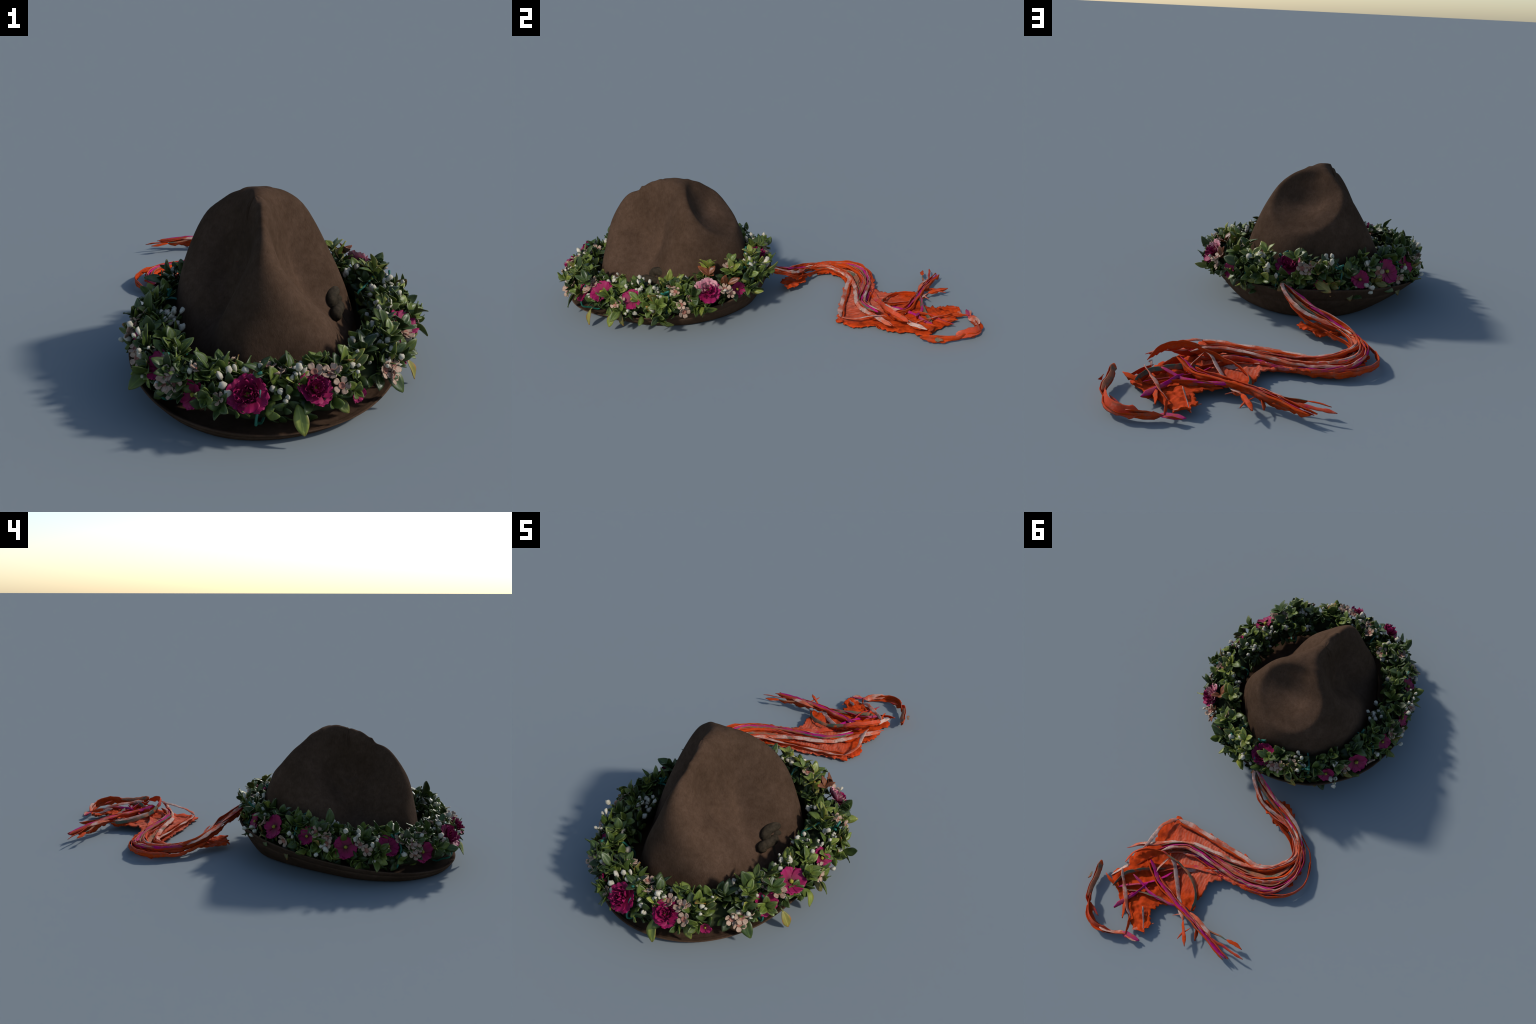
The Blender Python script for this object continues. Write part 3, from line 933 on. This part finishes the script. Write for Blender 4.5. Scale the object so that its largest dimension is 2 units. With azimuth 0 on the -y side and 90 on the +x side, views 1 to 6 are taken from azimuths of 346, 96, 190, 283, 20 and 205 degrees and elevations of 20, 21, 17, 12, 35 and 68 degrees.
# ------------------------------------------------------------------ ribbons
# colour, width, tilt of the band in degrees, spine
STRANDS = [
    ('pale', .02, 35, [(.044, .042, .174), (.028, .083, .16), (-.007, .123, .135), (-.048, .152, .112), (-.108, .169, .09), (-.177, .181, .07), (-.234, .2, .06), (-.279, .257, .05), (-.293, .305, .045), (-.267, .349, .04), (-.221, .398, .035), (-.17, .422, .033), (-.107, .438, .033), (-.049, .447, .035), (.029, .45, .04), (.108, .452, .04), (.18, .467, .04), (.244, .496, .045), (.31, .537, .05), (.364, .567, .055), (.406, .602, .05)]),
    ('pale', .022, 30, [(.041, .041, .174), (-.011, .069, .152), (-.065, .099, .126), (-.127, .127, .104), (-.195, .154, .088), (-.251, .187, .07), (-.29, .237, .058), (-.303, .286, .05), (-.29, .331, .045), (-.255, .371, .04), (-.204, .411, .032), (-.147, .423, .03), (-.069, .41, .028), (.025, .399, .027), (.118, .39, .027), (.211, .382, .027), (.278, .381, .027)]),
    ('pale', .016, 20, [(.274, .38, .028), (.303, .407, .036), (.322, .444, .045), (.331, .511, .058), (.336, .557, .066), (.346, .584, .066)]),
    ('magenta', .017, 50, [(.039, .043, .168), (-.032, .079, .14), (-.099, .119, .112), (-.173, .156, .086), (-.238, .192, .066), (-.3, .247, .052), (-.331, .319, .047), (-.331, .383, .044), (-.302, .452, .042), (-.259, .49, .04), (-.197, .507, .038), (-.122, .512, .038), (-.067, .512, .04), (.003, .499, .044), (.089, .486, .048), (.17, .483, .052), (.234, .511, .055), (.277, .55, .055)]),
    ('magenta', .017, 65, [(-.308, .251, .05), (-.339, .316, .05), (-.34, .387, .045), (-.312, .456, .04), (-.27, .498, .036), (-.204, .521, .03), (-.13, .528, .026), (-.059, .528, .026), (.011, .515, .03), (.098, .501, .03), (.159, .507, .03)]),
    ('rose', .022, 55, [(.038, .044, .16), (-.023, .094, .125), (-.11, .14, .095), (-.193, .182, .07), (-.262, .225, .055), (-.316, .279, .048), (-.334, .35, .045), (-.315, .414, .042), (-.273, .456, .038), (-.217, .483, .036), (-.153, .496, .034), (-.088, .492, .034), (-.001, .478, .034), (.072, .474, .036), (.144, .474, .04), (.199, .491, .045)]),
    ('green', .02, 40, [(.039, .044, .165), (.002, .088, .142), (-.066, .125, .108), (-.14, .154, .082), (-.199, .177, .064), (-.265, .239, .05), (-.295, .309, .036), (-.282, .379, .03), (-.239, .435, .027), (-.171, .456, .026), (-.096, .463, .026), (-.02, .468, .028), (.078, .479, .03), (.176, .506, .03), (.242, .533, .03)]),
    ('pale', .02, 45, [(.039, .055, .16), (-.017, .127, .115), (-.07, .158, .09), (-.153, .179, .072), (-.228, .203, .055), (-.276, .25, .05), (-.309, .291, .05), (-.318, .358, .046), (-.295, .421, .044), (-.239, .466, .042), (-.188, .488, .038), (-.102, .504, .032), (-.036, .515, .028), (.056, .551, .024), (.149, .585, .024)]),
    ('orange', .034, 40, [(.039, .048, .155), (-.029, .135, .108), (-.09, .166, .07), (-.162, .198, .048), (-.234, .24, .034), (-.288, .294, .028), (-.292, .351, .022), (-.254, .401, .018), (-.197, .429, .017), (-.124, .44, .016), (-.049, .449, .016), (.028, .454, .016)]),
    ('orange', .03, 60, [(.034, .043, .15), (-.054, .092, .115), (-.14, .138, .085), (-.224, .179, .06), (-.296, .237, .04), (-.336, .305, .036), (-.339, .368, .033), (-.315, .43, .03), (-.266, .473, .026), (-.201, .5, .022), (-.124, .517, .018)]),
    ('orange', .013, 70, [(-.226, .159, .052), (-.294, .215, .034), (-.352, .265, .024), (-.382, .32, .024), (-.388, .389, .026), (-.366, .455, .028), (-.319, .503, .028), (-.248, .53, .026), (-.174, .538, .024), (-.096, .539, .022)]),
    ('rose', .011, 75, [(-.369, .295, .03), (-.389, .376, .036), (-.372, .436, .038), (-.327, .487, .038), (-.256, .516, .034), (-.185, .53, .03)]),
    ('magenta', .012, 35, [(.324, .709, .058), (.254, .736, .044), (.18, .753, .046), (.117, .753, .047), (.069, .748, .05)]),
    ('magenta', .018, 35, [(.289, .613, .06), (.228, .667, .048), (.179, .698, .047), (.075, .742, .054), (.018, .761, .056), (-.041, .784, .053), (-.121, .819, .047), (-.223, .857, .035)]),
    ('pale', .02, 15, [(.014, .749, .046), (-.038, .764, .055), (-.084, .786, .053), (-.127, .809, .047)]),
    ('rose', .014, 20, [(-.117, .806, .046), (-.163, .814, .042), (-.219, .818, .04), (-.292, .826, .035)]),
    ('green', .008, 30, [(-.087, .779, .046), (-.148, .785, .044), (-.193, .784, .043)]),
    ('orange', .018, 25, [(-.189, .783, .042), (-.223, .784, .04), (-.269, .791, .036)]),
    ('orange', .028, 50, [(.077, .743, .035), (-.025, .771, .04), (-.105, .806, .036), (-.184, .841, .03)]),
    ('orange', .018, 50, [(-.016, .775, .042), (-.048, .806, .03), (-.061, .847, .024)]),
    ('pale', .02, 25, [(.21, .567, .068), (.177, .589, .057), (.128, .662, .034), (.085, .718, .03), (.047, .762, .035), (.022, .797, .04)]),
    ('orange', .016, 30, [(.025, .791, .04), (-.002, .839, .042), (-.035, .89, .04)]),
    ('orange', .01, 20, [(.0, .833, .042), (.01, .875, .036)]),
    ('orange', .008, 20, [(-.002, .839, .042), (-.022, .807, .044)]),
    ('pale', .007, 10, [(.045, .769, .035), (.08, .792, .032)]),
    ('rose', .019, 60, [(.386, .675, .062), (.37, .633, .085), (.339, .599, .094), (.298, .574, .094), (.249, .564, .088), (.209, .567, .07)]),
    ('green', .017, 55, [(.249, .563, .086), (.201, .569, .07), (.141, .579, .058), (.09, .601, .052), (.046, .64, .046), (.023, .683, .042), (.016, .743, .035)]),
    ('pale', .016, 45, [(.213, .572, .068), (.23, .607, .052), (.247, .673, .034)]),
    ('pale', .016, 25, [(.385, .706, .056), (.338, .77, .052), (.29, .832, .05), (.242, .883, .032)]),
    ('orange', .018, 60, [(.246, .876, .034), (.236, .93, .026), (.23, .955, .022)]),
    ('pale', .018, 30, [(.366, .672, .045), (.391, .707, .045), (.418, .753, .04)]),
    ('orange', .018, 50, [(.362, .788, .03), (.407, .777, .04), (.444, .756, .046)]),
    ('magenta', .02, 30, [(.277, .767, .034), (.304, .818, .032), (.337, .875, .028)]),
    ('orange', .018, 40, [(.303, .826, .034), (.289, .865, .028), (.279, .901, .022)]),
    ('pale', .014, 50, [(.215, .817, .052), (.19, .857, .038), (.155, .918, .02)]),
    ('pale', .016, 20, [(.212, .925, .022), (.176, .891, .022), (.139, .858, .022)]),
    ('green', .018, 60, [(.387, .793, .042), (.37, .728, .044), (.336, .689, .044), (.272, .648, .04), (.211, .616, .034)]),
    ('green', .018, 55, [(.326, .782, .03), (.27, .765, .04), (.195, .754, .044), (.118, .751, .042), (.063, .74, .036)]),
    ('magenta', .013, 45, [(.363, .784, .034), (.306, .745, .034), (.242, .703, .036), (.203, .659, .036), (.174, .617, .036)]),
    ('magenta', .012, 45, [(.307, .825, .036), (.269, .765, .044), (.246, .707, .044)]),
    ('rose', .02, 55, [(.335, .663, .045), (.313, .63, .05), (.274, .586, .05)]),
    ('rose', .025, 40, [(.243, .646, .03), (.186, .603, .035), (.127, .566, .035), (.06, .543, .03), (-.013, .531, .028)]),
    ('pale', .012, 30, [(.383, .674, .055), (.371, .673, .06), (.365, .691, .05)]),
    ('green', .022, 30, [(.491, .713, .051), (.48, .773, .04), (.475, .829, .036), (.464, .887, .036)]),
    ('orange', .036, 55, [(.493, .716, .042), (.481, .786, .028), (.476, .839, .026), (.463, .888, .028), (.44, .916, .028)]),
    ('rose', .039, 55, [(.458, .868, .036), (.444, .916, .038), (.42, .954, .036), (.381, .976, .032), (.339, .981, .028), (.293, .974, .024)]),
    ('orange', .036, 55, [(.444, .901, .026), (.42, .955, .024), (.379, .978, .02), (.337, .982, .018), (.285, .975, .018), (.234, .956, .018)]),
    ('pale', .031, 35, [(.346, .98, .034), (.293, .973, .026), (.249, .956, .02), (.226, .955, .018)]),
    ('magenta', .026, 25, [(.249, .956, .018), (.203, .954, .018), (.16, .953, .018)]),
    ('pale', .023, 25, [(.227, .96, .018), (.19, .964, .018), (.169, .962, .018)]),
    ('rose', .014, 30, [(.428, .908, .036), (.408, .924, .032), (.379, .939, .026)]),
    ('green', .026, 30, [(.506, .777, .036), (.505, .796, .036), (.508, .811, .036)]),
]
# the two sides of the torn orange web that holds the ribbons together
MAT_INNER = [(-0.271, 0.258), (-0.29, 0.314), (-0.257, 0.343), (-0.234, 0.376), (-0.144, 0.402), (-0.094, 0.396), (-0.015, 0.384), (0.068, 0.379), (0.168, 0.374), (0.237, 0.367), (0.285, 0.368), (0.315, 0.405), (0.346, 0.445), (0.33, 0.509), (0.368, 0.573), (0.388, 0.636), (0.387, 0.681), (0.417, 0.74), (0.424, 0.755), (0.366, 0.798), (0.349, 0.821), (0.302, 0.853), (0.223, 0.907), (0.213, 0.924)]
MAT_OUTER = [(-0.29, 0.248), (-0.328, 0.295), (-0.344, 0.336), (-0.344, 0.409), (-0.298, 0.475), (-0.238, 0.526), (-0.167, 0.54), (-0.113, 0.542), (-0.067, 0.545), (-0.007, 0.581), (0.004, 0.628), (0.012, 0.663), (0.007, 0.704), (0.021, 0.734), (0.081, 0.74), (0.105, 0.752), (0.134, 0.772), (0.162, 0.792), (0.173, 0.809), (0.169, 0.834), (0.152, 0.852), (0.148, 0.873), (0.154, 0.911), (0.185, 0.918)]


def build_strands(bundle):
    folds = Heap()
    # thinner tapes that split off and run beside the main ones
    split = [(tone, 0.008 + 0.004 * (i % 2), 25 + 15 * i % 50, [(x + dx, y + dy, z + 0.003) for x, y, z in STRANDS[j][3][first:]])
             for i, (tone, j, first, dx, dy) in enumerate([
                 ("rose", 0, 4, 0.010, 0.012), ("orange", 1, 3, -0.006, 0.014), ("green", 3, 5, 0.004, -0.013), ("rose", 4, 0, 0.006, 0.012),
                 ("pale", 6, 4, 0.0, 0.012), ("orange", 7, 5, 0.006, -0.012), ("magenta", 5, 4, 0.008, -0.010), ("pale", 3, 6, -0.008, 0.010),
                 ("orange", 13, 0, 0.010, 0.010), ("rose", 13, 1, -0.010, -0.006)])]
    for k, (tone, width, tilt, spine) in enumerate(STRANDS + split):
        P = catmull(spine, 0.009)
        n = len(P)
        S0 = np.arange(len(P)) * 0.009
        ease = np.clip(np.minimum(np.arange(len(P)), np.arange(len(P))[::-1]) / 4.0, 0, 1)
        for i in range(len(P)):                                 # the tapes are crumpled
            q = Vector((S0[i] * 24, k * 2.1, 0))
            wander = noise.noise_vector(Vector((S0[i] * 9, k * 2.1, 3.0)))
            P[i] += (np.array(noise.noise_vector(q)) * np.array((0.0035, 0.0035, 0.0030)) + np.array(wander) * np.array((0.006, 0.006, 0.003))) * ease[i]
        T = np.gradient(P, axis=0)
        T /= np.linalg.norm(T, axis=1, keepdims=True) + 1e-9
        seed = Vector((k * 3.7, k * 1.3, 0))
        sign = 1 if k % 3 else -1
        s_len = np.r_[0, np.cumsum(np.linalg.norm(np.diff(P, axis=0), axis=1))]
        total = s_len[-1]
        verts, ns = [], 8
        for i in range(n):
            t = Vector(T[i])
            side = t.cross(Vector((0, 0, 1)))
            side = side.normalized() if side.length > 0.05 else Vector((1, 0, 0))
            nor = side.cross(t)
            s = s_len[i]
            ang = rad(tilt) * sign + 0.75 * noise.noise(seed + Vector((s * 10, 0, 0)))
            a = side * math.cos(ang) + nor * math.sin(ang)
            b = a.cross(t)
            end = min(1.0, 0.30 + s / 0.025, 0.16 + (total - s) / 0.035)
            rag = 1 + 0.34 * noise.noise(seed + Vector((s * 30, 5, 0))) + 0.16 * noise.noise(seed + Vector((s * 120, 9, 0)))
            half, th = width * (0.50 - 0.12 * min(1, max(0, P[i][2] - 0.06) / 0.04) * (P[i][1] < 0.25)) * end * rag, 0.0020 * (0.6 + 0.4 * end)
            p = Vector(P[i])
            for c in range(ns):
                q = TAU * c / ns
                x = math.copysign(abs(math.cos(q)) ** 0.7, math.cos(q)) * half
                y = math.copysign(abs(math.sin(q)) ** 0.8, math.sin(q)) * th
                y += 0.12 * half * (x / max(half, 1e-5)) ** 2
                v = p + a * x + b * y
                v.z = max(v.z, 0.0015)
                verts.append(v)
        faces = []
        backs = []
        for i in range(n - 1):
            for c in range(ns):
                c2 = (c + 1) % ns
                faces.append((i * ns + c, i * ns + c2, (i + 1) * ns + c2, (i + 1) * ns + c))
                backs.append(1 if c >= ns // 2 else 0)
        faces += [tuple(range(ns))[::-1], tuple((n - 1) * ns + c for c in range(ns))]
        me = recalc(mesh_from("ribbon", verts, faces, [RIBBONS[tone], RIBBONS["orange"]], True, backs + [1, 1]))
        link(bpy.data.objects.new("ribbon", me), bundle)
        if tilt >= 30 or width > 0.018:
            fold(folds, P, T, s_len, seed)
    folds.build("torn_fold", RIBBONS["orange"], bundle)


def fold(heap, P, T, s_len, seed):
    """Torn orange tape that hangs on edge below a ribbon, notched along its lower side."""
    top, total, n = [], s_len[-1], len(P)
    for i in range(n):
        p, s = Vector(P[i]), s_len[i]
        side = Vector((T[i][1], -T[i][0], 0))
        end = min(1.0, s / 0.04, (total - s) / 0.03)
        want = 0.55 + 0.9 * noise.noise(seed + Vector((s * 11, 2, 0))) + 0.45 * noise.noise(seed + Vector((s * 60, 7, 0)))
        deep = min(max(0.0, want), 1.1) * end * min(0.026 if p.y > 0.25 else 0.016, max(0.0, p.z - 0.010))
        sway = side * (0.010 * noise.noise(seed + Vector((s * 17, 11, 0))))
        for f in (0.0, 0.5, 1.0):
            q = p - Vector((0, 0, 0.001 + deep * f)) + sway * f
            top.append((q, side * (0.0016 * (1.1 - 0.6 * f))))
    verts = [q + w for q, w in top] + [q - w for q, w in top]
    m = len(top)
    faces = grid_faces(n, 3)
    faces += [tuple(reversed([k + m for k in f])) for f in faces]
    for i in range(n - 1):
        faces.append((i * 3 + 2, (i + 1) * 3 + 2, m + (i + 1) * 3 + 2, m + i * 3 + 2))
    heap.add(verts, faces)


def sheet(name, inner, outer, nu, nv, height, ragged, mat, parent, thick=0.005):
    """Torn web lofted between two side curves; both margins are notched by noise."""
    A, B = catmull(inner, 0.004), catmull(outer, 0.004)

    def resample(C, n):
        # keep the pairing of control points: equal shares of the control polygon
        return np.stack([np.interp(np.linspace(0, 1, n), np.linspace(0, 1, len(C)), C[:, i]) for i in range(C.shape[1])], 1)

    def paired(ctrl, n):
        m = len(ctrl)
        x = np.linspace(0, m - 1, n)
        out = []
        C = np.vstack([2 * np.array(ctrl[0]) - np.array(ctrl[1]), np.array(ctrl), 2 * np.array(ctrl[-1]) - np.array(ctrl[-2])])
        for q in x:
            i = min(int(q), m - 2)
            t = q - i
            a, b, c, d = C[i], C[i + 1], C[i + 2], C[i + 3]
            out.append(0.5 * (2 * b + (c - a) * t + (2 * a - 5 * b + 4 * c - d) * t * t + (3 * b - a - 3 * c + d) * t ** 3))
        return np.array(out)
    A, B = paired(inner, nu), paired(outer, nu)
    top = []
    for i in range(nu):
        a, b = A[i], B[i]
        for j in range(nv):
            v = j / (nv - 1)
            q = Vector((a[0], a[1], 0)) * (1 - v) + Vector((b[0], b[1], 0)) * v
            edge = max(0, 1 - min(v, 1 - v) * 6)
            along = Vector((a[0] - b[0], a[1] - b[1], 0))
            along = along.normalized() if along.length > 1e-6 else Vector((1, 0, 0))
            sgn = 1 if v < 0.5 else -1
            cut = ragged * (1.1 * noise.noise(q * 24) + 0.6 * noise.noise(q * 70) - 1.8 * max(0, noise.noise(q * 45 + Vector((0, 0, 7)))) ** 1.5)
            q += along * sgn * edge * cut
            z = height(i / (nu - 1), v) + 0.008 * noise.noise(q * 24) + 0.006 * noise.noise(q * 62) + 0.010 * edge * max(0, noise.noise(q * 38 + Vector((4, 0, 0))))
            top.append(Vector((q.x, q.y, max(0.006, z))))
    n = len(top)
    bot = [p - Vector((0, 0, thick)) for p in top]
    faces = grid_faces(nu, nv)
    faces += [tuple(reversed([k + n for k in f])) for f in faces]
    for i in range(nu - 1):
        for j in (0, nv - 1):
            faces.append((i * nv + j, (i + 1) * nv + j, n + (i + 1) * nv + j, n + i * nv + j))
    for j in range(nv - 1):
        for i in (0, nu - 1):
            faces.append((i * nv + j, i * nv + j + 1, n + i * nv + j + 1, n + i * nv + j))
    return link(bpy.data.objects.new(name, recalc(mesh_from(name, top + bot, faces, [mat]))), parent)


def build_ribbons():
    bundle = link(bpy.data.objects.new("ribbon_bundle", None), hat)
    build_strands(bundle)
    sheet("ribbon_web", MAT_INNER, MAT_OUTER, 260, 34, lambda u, v: 0.012 + 0.018 * v + 0.012 * max(0, u - 0.55), 0.019, WEB, bundle)
    # torn flap below the hanging part of the ribbons
    sheet("torn_flap", [(-.045, .13), (-.085, .10), (-.125, .080), (-.165, .092), (-.200, .118), (-.235, .165)],
          [(-.06, .155), (-.10, .180), (-.125, .192), (-.16, .190), (-.205, .192), (-.245, .190)], 90, 16, lambda u, v: 0.030 + 0.004 * math.sin(9 * u), 0.022, RIBBONS["orange"], bundle)


build_crown()
build_brim()
build_knot()
wreath = build_core()
build_mallows()
stems = Heap()
build_small_flowers(wreath, stems)
build_leaves(wreath, stems)
stems.build("stem", STEM, wreath)["kind"] = "stuff"
build_ties(wreath)
build_ribbons()
